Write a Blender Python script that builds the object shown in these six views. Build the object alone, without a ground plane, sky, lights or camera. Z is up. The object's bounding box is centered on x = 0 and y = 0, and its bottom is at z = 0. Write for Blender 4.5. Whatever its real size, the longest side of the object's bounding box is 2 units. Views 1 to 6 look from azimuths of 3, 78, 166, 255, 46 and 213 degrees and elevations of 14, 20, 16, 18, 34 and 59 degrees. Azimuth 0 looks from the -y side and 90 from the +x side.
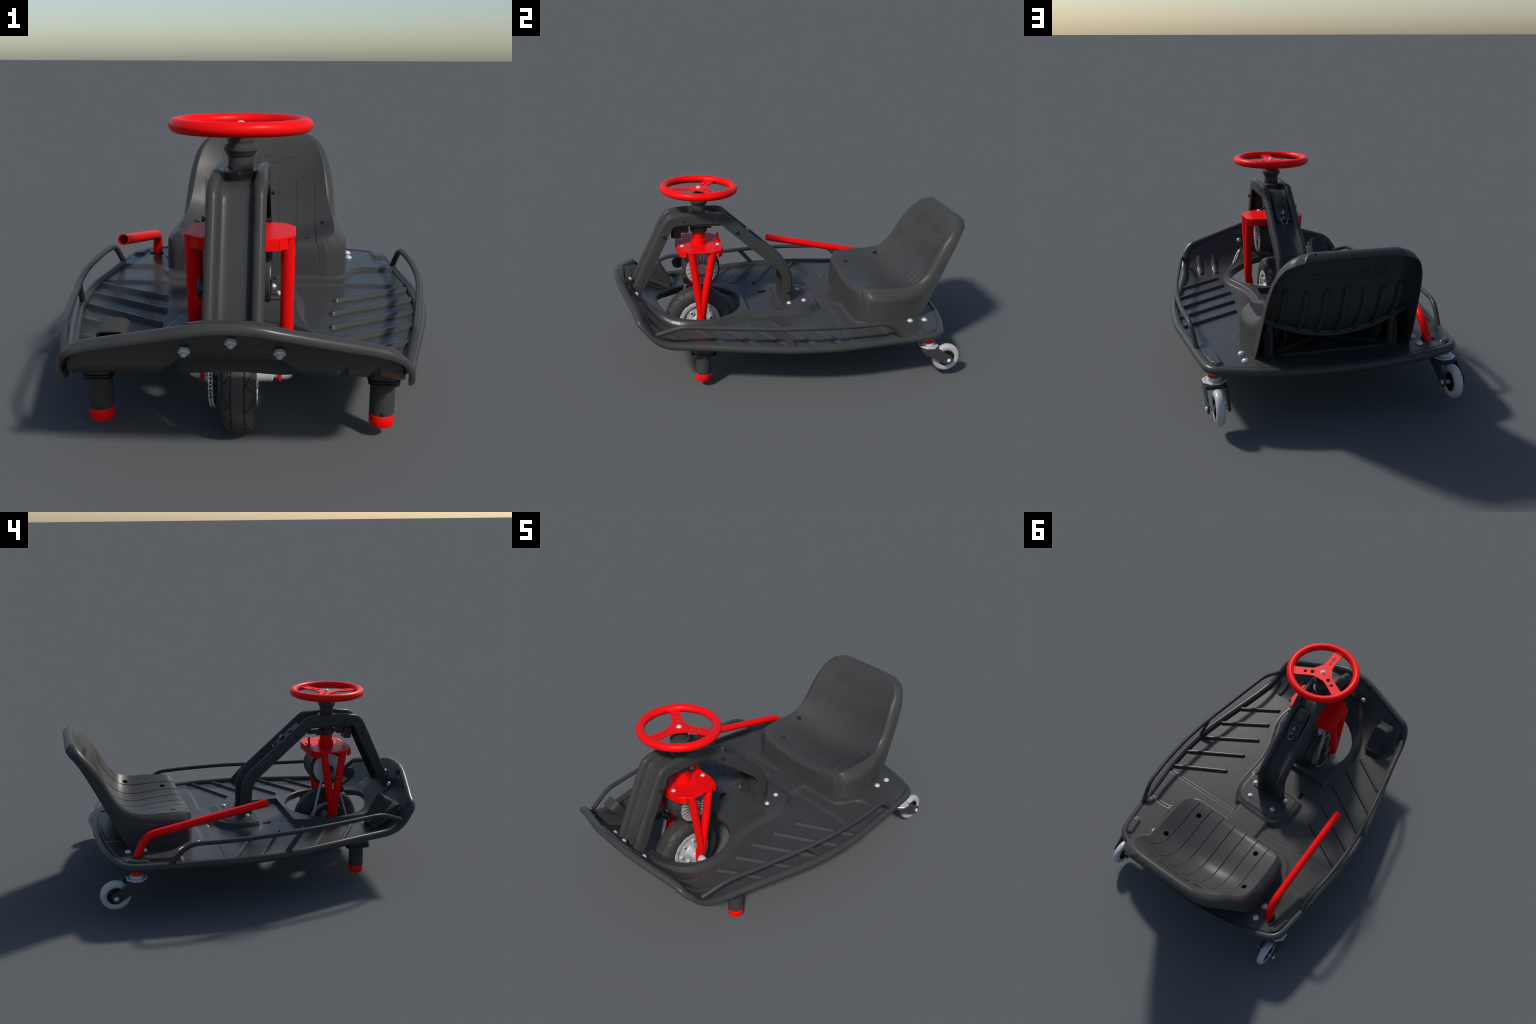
import bpy, bmesh, math, random
import numpy as np
from mathutils import Vector, Matrix, geometry

random.seed(7)
for o in list(bpy.data.objects):
    bpy.data.objects.remove(o)

# ------------------------------------------------------------------ materials
def material(name, color, rough=0.5, metal=0.0, spec=0.5, coat=0.0, grain=0.0, grain_scale=300.0, mottle=0.06):
    m = bpy.data.materials.new(name)
    m.use_nodes = True
    nt = m.node_tree
    b = nt.nodes["Principled BSDF"]
    b.inputs["Roughness"].default_value = rough
    b.inputs["Metallic"].default_value = metal
    b.inputs["Specular IOR Level"].default_value = spec
    b.inputs["Coat Weight"].default_value = coat
    b.inputs["Coat Roughness"].default_value = 0.15
    tc = nt.nodes.new("ShaderNodeTexCoord")
    no = nt.nodes.new("ShaderNodeTexNoise")
    no.inputs["Scale"].default_value = 9.0
    no.inputs["Detail"].default_value = 5.0
    nt.links.new(tc.outputs["Object"], no.inputs["Vector"])
    ramp = nt.nodes.new("ShaderNodeValToRGB")
    lo = [c * (1 - mottle) for c in color]
    hi = [min(1.0, c * (1 + mottle)) for c in color]
    ramp.color_ramp.elements[0].position = 0.3
    ramp.color_ramp.elements[1].position = 0.7
    ramp.color_ramp.elements[0].color = (*lo, 1)
    ramp.color_ramp.elements[1].color = (*hi, 1)
    nt.links.new(no.outputs["Fac"], ramp.inputs["Fac"])
    nt.links.new(ramp.outputs["Color"], b.inputs["Base Color"])
    if grain > 0:
        n2 = nt.nodes.new("ShaderNodeTexNoise")
        n2.inputs["Scale"].default_value = grain_scale
        nt.links.new(tc.outputs["Object"], n2.inputs["Vector"])
        bp = nt.nodes.new("ShaderNodeBump")
        bp.inputs["Strength"].default_value = grain
        bp.inputs["Distance"].default_value = 0.001
        nt.links.new(n2.outputs["Fac"], bp.inputs["Height"])
        nt.links.new(bp.outputs["Normal"], b.inputs["Normal"])
    return m

M_DECK = material("deck_plastic", (0.046, 0.046, 0.0453), 0.28, spec=0.19, grain=0.02)
M_SEAT = material("seat_plastic", (0.050, 0.050, 0.0492), 0.36, spec=0.12, grain=0.02)
M_FRAME = material("powder_coat", (0.046, 0.046, 0.0453), 0.34, spec=0.12, grain=0.02)
M_RED = material("red_paint", (0.80, 0.005, 0.005), 0.36, spec=0.12, mottle=0.02)
M_TYRE = material("tyre_rubber", (0.040, 0.039, 0.037), 0.62, spec=0.4, grain=0.15)
M_BLACK = material("black_plastic", (0.012, 0.012, 0.012), 0.45)
M_PATCH = material("dark_patch", (0.004, 0.004, 0.004), 0.9, spec=0.1)  # near-black for patches that stand in for openings
M_SILVER = material("zinc_steel", (0.52, 0.54, 0.55), 0.38, metal=0.25)
M_ALLOY = material("alloy", (0.50, 0.51, 0.52), 0.42, metal=0.15)
M_COVER = material("motor_cover", (0.40, 0.37, 0.385), 0.5)
M_WHITE = material("caster_urethane", (0.45, 0.425, 0.43), 0.35)
M_STEEL = material("dull_steel", (0.20, 0.21, 0.22), 0.4, metal=0.5)

# ------------------------------------------------------------------ helpers
def empty(name, loc=(0, 0, 0), parent=None):
    o = bpy.data.objects.new(name, None)
    bpy.context.collection.objects.link(o)
    o.location = loc
    if parent: attach(o, parent)
    return o

def attach(o, parent):
    o.parent = parent
    if parent.type == 'EMPTY':
        o.matrix_parent_inverse = Matrix.Translation(-Vector(world_loc(parent)))

def world_loc(o):
    return tuple(o.location)

def obj(name, verts, faces, mat, parent=None, smooth=35, mats=None):
    me = bpy.data.meshes.new(name)
    me.from_pydata([tuple(v) for v in verts], [], [tuple(f) for f in faces])
    bm = bmesh.new(); bm.from_mesh(me)
    bmesh.ops.recalc_face_normals(bm, faces=bm.faces)
    bm.to_mesh(me); bm.free()
    o = bpy.data.objects.new(name, me)
    bpy.context.collection.objects.link(o)
    me.materials.append(mat)
    shade(me, smooth)
    if parent: attach(o, parent)
    return o

def shade(me, ang):
    if ang is None: return
    me.polygons.foreach_set("use_smooth", [True] * len(me.polygons))
    bm = bmesh.new(); bm.from_mesh(me)
    lim = math.radians(ang)
    for e in bm.edges:
        if len(e.link_faces) == 2:
            e.smooth = e.calc_face_angle(0) < lim
    bm.to_mesh(me); bm.free()

class Geo:
    """collects verts and faces of several primitives into one mesh"""
    def __init__(self): self.v = []; self.f = []
    def add(self, vf):
        v, f = vf; k = len(self.v)
        self.v += [tuple(p) for p in v]; self.f += [tuple(i + k for i in q) for q in f]
        return self

def frame(d):
    d = Vector(d).normalized()
    a = Vector((0, 0, 1)) if abs(d.z) < 0.9 else Vector((1, 0, 0))
    u = d.cross(a).normalized(); w = d.cross(u).normalized()
    return d, u, w

def lathe(profile, origin, axis, n=40, closed=False):
    """profile: (radius, distance along axis)"""
    d, u, w = frame(axis); O = Vector(origin)
    v = []; f = []
    m = len(profile)
    for i in range(n):
        a = 2 * math.pi * i / n
        e = u * math.cos(a) + w * math.sin(a)
        for r, h in profile: v.append(O + d * h + e * r)
    for i in range(n):
        j = (i + 1) % n
        for k in range(m if closed else m - 1):
            k2 = (k + 1) % m
            f.append((i * m + k, j * m + k, j * m + k2, i * m + k2))
    if not closed:
        for k in (0, m - 1):
            if profile[k][0] > 1e-6: f.append([i * m + k for i in range(n)])
    return v, f

def cyl(p, q, r, n=28, bevel=0.0, r2=None):
    p = Vector(p); q = Vector(q); L = (q - p).length; r2 = r if r2 is None else r2
    b = min(bevel, L / 2.2)
    prof = [(r, 0), (r2, L)] if b <= 0 else [(r - b, 0), (r, b), (r2, L - b), (r2 - b, L)]
    return lathe(prof, p, q - p, n)

def dome(p, axis, r, n=24):
    prof = [(r * 1.12, 0), (r * 1.12, r * .12), (r, r * .14)] + [(r * math.cos(a), r * .14 + .72 * r * math.sin(a)) for a in np.linspace(.1, 1.2, 7)]
    top = prof[-1]
    prof += [(r * .26, top[1] + .015 * r), (r * .24, top[1] - .2 * r)]
    return lathe(prof, p, axis, n)

def hexnut(p, axis, r, h):
    v, f = lathe([(r * .85, 0), (r, .0015), (r, h - .003), (r * .8, h)], p, axis, 6)
    g = Geo().add((v, f))
    ax = Vector(axis).normalized()
    g.add(cyl(Vector(p) + ax * (h - .001), Vector(p) + ax * (h + .008), r * .5, 16, .002))
    return g.v, g.f

def sweep(path, r, n=16, closed=False, cap=True):
    """round tube; r is a number or a list of radii"""
    P = [Vector(p) for p in path]; N = len(P)
    tang = []
    for i in range(N):
        a = P[i - 1] if (i > 0 or closed) else P[0]
        b = P[(i + 1) % N] if (i < N - 1 or closed) else P[-1]
        tang.append((b - a).normalized())
    _, u, w = frame(tang[0])
    v = []; f = []
    prev = u
    for i in range(N):
        t = tang[i]
        u = (prev - t * prev.dot(t)).normalized(); w = t.cross(u); prev = u
        rr = r[i] if isinstance(r, (list, tuple)) else r
        for k in range(n):
            a = 2 * math.pi * k / n
            v.append(P[i] + (u * math.cos(a) + w * math.sin(a)) * rr)
    for i in range(N if closed else N - 1):
        j = (i + 1) % N
        for k in range(n):
            k2 = (k + 1) % n
            f.append((i * n + k, j * n + k, j * n + k2, i * n + k2))
    if cap and not closed:
        f.append(list(range(n))); f.append([(N - 1) * n + k for k in range(n)])
    return v, f

def fillet(pts, rad, seg=8):
    P = [Vector(p) for p in pts]; out = [P[0]]
    for i in range(1, len(P) - 1):
        r = rad[i - 1] if isinstance(rad, (list, tuple)) else rad
        a = (P[i - 1] - P[i]); b = (P[i + 1] - P[i])
        la, lb = a.length, b.length; a.normalize(); b.normalize()
        d = min(r, la * .48, lb * .48)
        A = P[i] + a * d; B = P[i] + b * d
        for k in range(seg + 1):
            t = k / seg
            out.append((1 - t) ** 2 * A + 2 * t * (1 - t) * P[i] + t * t * B)
    out.append(P[-1])
    return out

def catmull(pts, per=8, closed=False):
    P = [np.array(p, float) for p in pts]; n = len(P); out = []
    rng = range(n if closed else n - 1)
    for i in rng:
        p1, p2 = P[i], P[(i + 1) % n]
        p0 = P[i - 1] if (i > 0 or closed) else 2 * p1 - p2
        p3 = P[(i + 2) % n] if (i + 2 < n or closed) else 2 * p2 - p1
        for k in range(per):
            t = k / per
            out.append(.5 * ((2 * p1) + (-p0 + p2) * t + (2 * p0 - 5 * p1 + 4 * p2 - p3) * t * t + (-p0 + 3 * p1 - 3 * p2 + p3) * t ** 3))
    if not closed: out.append(P[-1])
    return out

def prism(poly, z0, z1, bevel=0.0, xf=None):
    """extruded polygon (x,y) between z0 and z1 with a chamfer on top and bottom; xf maps (x,y,z)"""
    n = len(poly)
    c = np.mean(np.array(poly), axis=0)
    P = np.array(poly, float)
    if bevel > 0:
        area = sum(P[i][0] * P[(i + 1) % n][1] - P[(i + 1) % n][0] * P[i][1] for i in range(n))
        sg = 1 if area > 0 else -1
        Q = []
        for i in range(n):
            a = P[i] - P[i - 1]; b = P[(i + 1) % n] - P[i]
            a = a / (np.linalg.norm(a) + 1e-12); b = b / (np.linalg.norm(b) + 1e-12)
            na = np.array([-a[1], a[0]]) * sg; nb = np.array([-b[1], b[0]]) * sg
            m = na + nb; m = m / max(1e-9, np.dot(m, na) if abs(np.dot(m, na)) > .2 else .2)
            Q.append(P[i] + m * bevel)
        levels = [(Q, z0), (P, z0 + bevel), (P, z1 - bevel), (Q, z1)]
    else:
        levels = [(P, z0), (P, z1)]
    v = []; f = []
    for L, z in levels:
        for p in L: v.append((p[0], p[1], z))
    for l in range(len(levels) - 1):
        for i in range(n):
            j = (i + 1) % n
            f.append((l * n + i, l * n + j, (l + 1) * n + j, (l + 1) * n + i))
    f.append(list(range(n))); f.append([(len(levels) - 1) * n + i for i in range(n)])
    if xf: v = [xf(*p) for p in v]
    return v, f

def rounded_poly(pts, r, seg=5):
    n = len(pts); out = []
    for i in range(n):
        p = np.array(pts[i], float); a = np.array(pts[i - 1], float) - p; b = np.array(pts[(i + 1) % n], float) - p
        la, lb = np.linalg.norm(a), np.linalg.norm(b)
        rr = r[i] if isinstance(r, (list, tuple)) else r
        d = min(rr, la * .45, lb * .45)
        A = p + a / la * d; B = p + b / lb * d
        for k in range(seg + 1):
            t = k / seg
            out.append((1 - t) ** 2 * A + 2 * t * (1 - t) * p + t * t * B)
    return [tuple(q) for q in out]

def box(c, h, bevel=0.0, rot=None):
    poly = [(-h[0], -h[1]), (h[0], -h[1]), (h[0], h[1]), (-h[0], h[1])]
    R = rot if rot else Matrix.Identity(3)
    C = Vector(c)
    return prism(poly, -h[2], h[2], bevel, lambda x, y, z: C + R @ Vector((x, y, z)))

def share(src, name, parent=None, loc=None, matrix=None):
    o = src.copy(); o.name = name
    bpy.context.collection.objects.link(o)
    if matrix is not None: o.matrix_basis = matrix
    if parent: attach(o, parent)
    return o

def sstep(a, b, x):
    t = np.clip((x - a) / (b - a), 0, 1)
    return t * t * (3 - 2 * t)

def make(name, geo, mat, parent, smooth=35):
    return obj(name, geo.v, geo.f, mat, parent, smooth)

ROOT = empty("drift_cart")
ROOT["label"] = "dark grey ride-on drift cart with red steering wheel, fork and lever"
ROOT["category"] = "go kart"

# ------------------------------------------------------------------ deck
COL = (0.0, -0.521)           # steering axis
HOLE_C = (0.0, -0.52); HOLE_R = 0.251

# outer edge of the deck (right half), front centre to rear centre: x, y, z of rolled rim's centre height
RIM_R = [(0.0, -0.997, 0.500), (0.07, -0.994, 0.496), (0.145, -0.982, 0.480), (0.27, -0.949, 0.448), (0.39, -0.915, 0.417), (0.457, -0.898, 0.393),
         (0.493, -0.860, 0.357), (0.513, -0.800, 0.302), (0.525, -0.725, 0.274), (0.544, -0.620, 0.270), (0.566, -0.520, 0.270),
         (0.592, -0.410, 0.270), (0.617, -0.300, 0.270), (0.641, -0.190, 0.270), (0.657, -0.090, 0.270), (0.666, 0.020, 0.270), (0.668, 0.110, 0.270), (0.666, 0.195, 0.270),
         (0.657, 0.280, 0.270), (0.642, 0.410, 0.270), (0.622, 0.590, 0.270), (0.612, 0.672, 0.270), (0.598, 0.730, 0.270), (0.566, 0.772, 0.270), (0.510, 0.799, 0.270),
         (0.390, 0.838, 0.270), (0.220, 0.868, 0.270), (0.0, 0.882, 0.270)]
ring = RIM_R + [(-x, y, z) for x, y, z in RIM_R[-2:0:-1]]
rim_pts = np.array(catmull(ring, 7, closed=True))
NR = len(rim_pts)
rim_pts[:, :2] *= 1.003
tan = np.roll(rim_pts, -1, 0) - np.roll(rim_pts, 1, 0)
tan2 = tan[:, :2] / np.linalg.norm(tan[:, :2], axis=1)[:, None]
outw = np.stack([tan2[:, 1], -tan2[:, 0]], 1)
if np.dot(outw[0], rim_pts[0, :2]) < 0: outw = -outw
RIM_RAD = 0.0215

def profile_rim(zc):
    k = float(sstep(.30, .42, zc))
    R = RIM_RAD; t = 0.005
    a1 = math.pi * (1.47 - .34 * k)      # the roll closes further underneath along the sides than in front
    outer = [(-R * math.cos(a), R * math.sin(a)) for a in np.linspace(-.30, a1, 24)]
    R2 = R - t
    inner = [(-R2 * math.cos(a), R2 * math.sin(a)) for a in np.linspace(a1, -.30, 18)]
    return outer + inner
v = []; f = []
for i in range(NR):
    pr = profile_rim(rim_pts[i, 2])
    m = len(pr)
    c = rim_pts[i, :2] - outw[i] * RIM_RAD
    for o_, h in pr: v.append((c[0] + outw[i, 0] * o_, c[1] + outw[i, 1] * o_, rim_pts[i, 2] + h))
for i in range(NR):
    j = (i + 1) % NR
    for k in range(m): f.append((i * m + k, j * m + k, j * m + (k + 1) % m, i * m + (k + 1) % m))
deck_root = empty("deck", parent=ROOT)
rim = obj("rolled_rim", v, f, M_DECK, deck_root, 50)

KICK_Y = [-1.05, -0.985, -0.95, -0.917, -0.887, -0.82, -0.76, -0.72, -0.68, -0.6]
KICK_Z = [0.530, 0.502, 0.486, 0.458, 0.415, 0.338, 0.292, 0.274, 0.2675, 0.267]
def kick(y):
    # smooth curve through the kickboard's section
    ys = KICK_Y[::-1]; zs = KICK_Z[::-1]
    a = np.interp(-y, [-q for q in ys], zs)
    b = np.interp(-y + .012, [-q for q in ys], zs); c = np.interp(-y - .012, [-q for q in ys], zs)
    return (a + b + c) / 3

def seg_dist(x, y, p, q):
    px_, py = q[0] - p[0], q[1] - p[1]
    t = np.clip(((x - p[0]) * px_ + (y - p[1]) * py) / (px_ * px_ + py * py), 0, 1)
    return np.hypot(x - p[0] - t * px_, y - p[1] - t * py)

def poly_sd(x, y, poly):
    d = np.full(x.shape, 1e9); inside = np.zeros(x.shape, bool)
    n = len(poly)
    for i in range(n):
        p, q = poly[i], poly[(i + 1) % n]
        d = np.minimum(d, seg_dist(x, y, p, q))
        c = ((p[1] > y) != (q[1] > y)) & (x < (q[0] - p[0]) * (y - p[1]) / (q[1] - p[1] + 1e-12) + p[0])
        inside ^= c
    return np.where(inside, -d, d)

RIBS = [((0.332, -0.564), (0.545, -0.427)), ((0.322, -0.424), (0.580, -0.258)), ((0.304, -0.286), (0.603, -0.097)), ((0.312, -0.132), (0.62, 0.052)), ((0.332, 0.027), (0.62, 0.190))]
PAD = rounded_poly([(0.600, 0.637), (0.534, 0.630), (0.520, 0.735), (0.552, 0.742), (0.585, 0.70)], 0.016)
MOUND = rounded_poly([(-0.172, -0.058), (0.166, -0.058), (0.166, 0.09), (0.12, 0.142), (-0.12, 0.142), (-0.172, 0.09)], 0.03)
# foot of the raised area round the wheel opening and under the arch
RAISED = [tuple(p) for p in catmull([(.195, -.770), (.255, -.685), (.288, -.580), (.286, -.480), (.262, -.410), (.232, -.330), (.211, -.250), (.204, -.160), (.206, -.060), (.205, .030), (.190, .100),
          (.160, .150), (.128, .185), (.0, .195), (-.128, .195), (-.185, .150), (-.220, .080), (-.222, -.010), (-.215, -.062), (-.24, -.150), (-.250, -.235), (-.275, -.330), (-.293, -.450), (-.296, -.560), (-.272, -.670), (-.215, -.770), (-.135, -.87), (0, -.92), (.125, -.87)], 4, closed=True)]
POCKET = [(-.45, -.243), (.140, -.243), (.140, -.058), (-.45, -.058)]
PLINTH_X = [0, .33, .36, .39, .425, .455, .50, .70]
PLINTH_Y = [.312, .308, .318, .355, .425, .452, .457, .46]
RECESS = rounded_poly([(-.245, .40), (.245, .40), (.245, .818), (.13, .834), (-.13, .834), (-.245, .818)], .02)

def deck_z(x, y):
    ax = np.abs(x)
    z = 0.267 + (kick(y) - .267) * (1 - 0.55 * sstep(.40, .56, ax))
    # steps toward the rear
    z += 0.009 * sstep(.226, .244, y)
    py = np.interp(ax, PLINTH_X, PLINTH_Y)
    pd = (y - py)
    z += 0.0125 * sstep(-.010, .012, pd)
    # collar around the steered wheel, the band on the right and the arch's mound; a pocket is sunk behind the collar
    sd = poly_sd(x, y, RAISED)
    hgt = 0.029 * (1 - sstep(-.026, .004, sd))
    hgt = hgt - .0028 * np.exp(-((sd + .036) / .006) ** 2) * sstep(-.14, -.18, y) * sstep(-.05, .05, x)
    hgt = hgt * (1 - .85 * sstep(-.79, -.88, y))
    hgt = hgt * sstep(0.0, .009, poly_sd(x, y, POCKET))
    hgt = hgt + .006 * (1 - sstep(-.004, .020, poly_sd(x, y, MOUND))) * sstep(-.062, -.052, y)
    z += hgt
    # saddle between the mound and the seat's plinth
    sad = (1 - sstep(.100, .128, ax)) * sstep(.12, .17, y) * (1 - sstep(.33, .36, y))
    z = np.maximum(z, 0.267 + sad * .022)
    # foot ribs on both sides, short ribs on the right of the kickboard
    for p, q in RIBS:
        d = seg_dist(ax, y, p, q)
        z += 0.0135 * (1 - sstep(.0065, .0140, d))
    for xx in (0.405, 0.314):
        d = seg_dist(x, y, (xx, -0.69), (xx - .006, -0.815))
        z += 0.012 * (1 - sstep(.007, .016, d))
    # rear pads
    z += 0.011 * (1 - sstep(-.006, .006, poly_sd(ax, y, PAD)))
    # recess under and behind the seat, with stiffening bars
    sdr = poly_sd(x, y, RECESS)
    z -= 0.004 * (1 - sstep(-.006, .004, sdr))
    for p, q in [((0, .49), (.235, .63)), ((-.235, .69), (.235, .69)), ((0, .49), (0, .60))]:
        d = seg_dist(ax if p[0] == 0 else x, y, p, q)
        z += 0.008 * (1 - sstep(.006, .014, d))
    # low flange along the sides inside the rim
    return z

inset = 0.030
edge_xy = rim_pts[:, :2] - outw * inset
# resample the edge
def resample(P, step, closed=True):
    Q = np.vstack([P, P[:1]]) if closed else P
    L = np.concatenate([[0], np.cumsum(np.linalg.norm(np.diff(Q, axis=0), axis=1))])
    n = int(L[-1] / step)
    s = np.linspace(0, L[-1], n, endpoint=not closed)
    return np.stack([np.interp(s, L, Q[:, k]) for k in range(P.shape[1])], 1)
edge = resample(edge_xy, 0.008)
rim3 = resample(np.concatenate([edge_xy, rim_pts[:, 2:3]], 1), 0.008)
na = 240
hole = np.array([(HOLE_C[0] + HOLE_R * math.cos(2 * math.pi * k / na), HOLE_C[1] + HOLE_R * math.sin(2 * math.pi * k / na)) for k in range(na)])
step = 0.0052
gx, gy = np.meshgrid(np.arange(-.64, .64, step), np.arange(-.98, .88, step))
gx = gx + (np.arange(gx.shape[0]) % 2)[:, None] * step / 2
gx = gx.ravel(); gy = gy.ravel()
sd_e = poly_sd(gx, gy, [tuple(p) for p in edge[::4]])
ribs_all = [((s_ * p[0], p[1]), (s_ * q[0], q[1])) for p, q in RIBS for s_ in (1, -1)] + [((xx, -.69), (xx - .006, -.815)) for xx in (.405, .314)]
near_rib = np.full(gx.shape, 1e9)
extra = []; extra_e = []
for p, q in ribs_all:
    near_rib = np.minimum(near_rib, seg_dist(gx, gy, p, q))
    P0 = np.array(p); Q0 = np.array(q); L0 = np.linalg.norm(Q0 - P0); t0 = (Q0 - P0) / L0; n0 = np.array([-t0[1], t0[0]])
    for off in (.0, .0062, .0085, .0112, .0138):
        loop_ = []
        if off == 0:
            loop_ = [P0 + t0 * u for u in np.linspace(0, L0, int(L0 / .006))]
        else:
            loop_ = [P0 + t0 * u + n0 * off for u in np.linspace(0, L0, int(L0 / .006))]
            loop_ += [Q0 + off * (n0 * math.cos(a) + t0 * math.sin(a)) for a in np.linspace(0, math.pi, 9)[1:-1]]
            loop_ += [P0 + t0 * u - n0 * off for u in np.linspace(L0, 0, int(L0 / .006))]
            loop_ += [P0 + off * (-n0 * math.cos(a) - t0 * math.sin(a)) for a in np.linspace(0, math.pi, 9)[1:-1]]
        extra += loop_
keep = (near_rib > .0165) & (sd_e < -step * .9) & (np.hypot(gx - HOLE_C[0], gy - HOLE_C[1]) > HOLE_R + step * .7)
extra = np.array(extra)
extra = extra[poly_sd(extra[:, 0], extra[:, 1], [tuple(p) for p in edge[::4]]) < -.004]
pts = np.vstack([edge, hole, np.stack([gx[keep], gy[keep]], 1), extra])
ne = len(edge); nh = len(hole)
edges = [(i, (i + 1) % ne) for i in range(ne)] + [(ne + i, ne + (i + 1) % nh) for i in range(nh)]
res = geometry.delaunay_2d_cdt([Vector(p) for p in pts], edges, [], 2, 1e-7)
V2 = np.array([tuple(p) for p in res[0]]); F = np.array([tuple(t) for t in res[2]])
cen = V2[F].mean(1)
F = [tuple(int(i) for i in t) for t in F[np.hypot(cen[:, 0] - HOLE_C[0], cen[:, 1] - HOLE_C[1]) > HOLE_R * .9985]]
Z = deck_z(V2[:, 0], V2[:, 1])
# meet the rim: pull heights near the edge to just under the rim's centre height
de = -poly_sd(V2[:, 0], V2[:, 1], [tuple(p) for p in edge[::4]])
near = de < .03
zi = Z.copy()
idx = np.where(near)[0]
for i in idx:
    k = np.argmin(np.sum((rim3[:, :2] - V2[i]) ** 2, 1))
    w = 1 - sstep(0, .010, de[i])
    target = rim3[k, 2] + .004
    zi[i] = Z[i] * (1 - w) + target * w
Z = zi
n = len(V2); th = 0.006
verts = [(p[0], p[1], z) for p, z in zip(V2, Z)] + [(p[0], p[1], z - th) for p, z in zip(V2, Z)]
faces = list(F) + [(c + n, b + n, a + n) for a, b, c in F]
bm_edges = {}
for t in F:
    for a, b in ((t[0], t[1]), (t[1], t[2]), (t[2], t[0])):
        bm_edges[(min(a, b), max(a, b))] = bm_edges.get((min(a, b), max(a, b)), 0) + 1
for (a, b), c in bm_edges.items():
    if c == 1: faces.append((a, b, b + n, a + n))
deck = obj("floor_pan", verts, faces, M_DECK, deck_root, 55)

# rolled lip around the wheel opening
g = Geo()
lip = []
m = 7
lip_a = np.arange(na) * 2 * math.pi / na
lip_z = deck_z(HOLE_C[0] + np.cos(lip_a) * (HOLE_R + .004), HOLE_C[1] + np.sin(lip_a) * (HOLE_R + .004))
for k in range(na):
    e = (math.cos(lip_a[k]), math.sin(lip_a[k])); z = float(lip_z[k])
    zb = z - 0.036
    for (dr, h) in [(.006, z - .0005), (.002, z + .0005), (-.003, z - .002), (-.006, z - .006), (-.007, zb), (-.003, zb), (.006, z - .010)]:
        rr = HOLE_R + dr
        lip.append((HOLE_C[0] + e[0] * rr, HOLE_C[1] + e[1] * rr, h))
lf = []
for i in range(na):
    j = (i + 1) % na
    for k in range(m): lf.append((i * m + k, j * m + k, j * m + (k + 1) % m, i * m + (k + 1) % m))
obj("opening_lip", lip, lf, M_DECK, deck_root, 50)

def nkick(y, e=.004):
    return Vector((0, -(kick(y + e) - kick(y - e)) / (2 * e), 1)).normalized()
def zdeck(x, y): return float(deck_z(np.array([x]), np.array([y]))[0])
def ndeck(x, y, e=.004):
    nx = -(zdeck(x + e, y) - zdeck(x - e, y)) / (2 * e); ny = -(zdeck(x, y + e) - zdeck(x, y - e)) / (2 * e)
    return Vector((nx, ny, 1)).normalized()

# thin dark patches laid on the pan in place of openings, left of centre
g = Geo()
zf = zdeck(-.165, -.12)
g.add(box((-.166, -.105, zf), (.010, .022, .0008))); g.add(box((-.154, -.126, zf), (.003, .010, .0008)))
g.add(cyl((-.159, -.198, zf - .001), (-.159, -.198, zf + .0012), .005, 14))
make("pan_dark_patch", g, M_PATCH, deck_root, None)
# dark patch round the lever's foot, rear left corner; no slot is cut
zf = zdeck(-.479, .66)
make("lever_dark_patch", Geo().add(prism(rounded_poly([(-.512, .645), (-.448, .645), (-.448, .698), (-.512, .698)], .026), zf - .001, zf + .0015)), M_PATCH, deck_root, None)

# nose cover over the rim, front centre
v = []; f = []
st = []
for x in np.linspace(-.125, .125, 41):
    y = float(np.interp(abs(x), [p[0] for p in RIM_R[:6]], [p[1] for p in RIM_R[:6]]))
    z = float(np.interp(abs(x), [p[0] for p in RIM_R[:6]], [p[2] for p in RIM_R[:6]]))
    k = 1 - sstep(.10, .125, abs(x))
    pr = [(-RIM_RAD * 1.5, -.014)] + [(-(RIM_RAD + .003) * math.cos(a), (RIM_RAD + .0035) * math.sin(a)) for a in np.linspace(.2, math.pi * (.40 + .22 * k), 12)]
    pr2 = [(p[0] * .8, p[1] * .8 - .002) for p in pr[::-1]]
    st.append([(x, y + RIM_RAD - o_, z + h) for o_, h in pr + pr2])
m = len(st[0])
for s in st: v += s
for i in range(len(st) - 1):
    for k in range(m): f.append((i * m + k, (i + 1) * m + k, (i + 1) * m + (k + 1) % m, i * m + (k + 1) % m))
f.append(list(range(m))); f.append([(len(st) - 1) * m + k for k in range(m)])
obj("nose_cover", v, f, M_DECK, deck_root, 40)

# ------------------------------------------------------------------ side rails
def rail(side):
    S = side
    pts = [(.490, -.800, .334), (.529, -.668, .391), (.578, -.40, .386), (.6195, -.15, .386), (.6355, 0.0, .387), (.639, .13, .386), (.637, .27, .385), (.6215, .428, .384), (.606, .535, .274)]
    path = fillet([(S * x, y, z) for x, y, z in pts], [.05, .1, .08, .07, .07, .07, .06])
    o = make("side_rail", Geo().add(sweep(path, .0125, 18)), M_FRAME, ROOT, 50)
    g = Geo()
    a, b = Vector((S * .616, -.176, .384)), Vector((S * .632, -.086, .281))
    d = (b - a).normalized(); u = Vector((0, 1, 0)); u = (u - d * u.dot(d)).normalized(); w = d.cross(u)
    L = (b - a).length
    poly = rounded_poly([(-.013, -.008), (.013, -.008), (.013, .008), (-.013, .008)], .006)
    g.add(prism(poly, 0, L, 0, lambda x, y, z: a + u * x + w * y + d * z))
    make("rail_strut", g, M_FRAME, o, 40)
rail(1); rail(-1)

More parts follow.
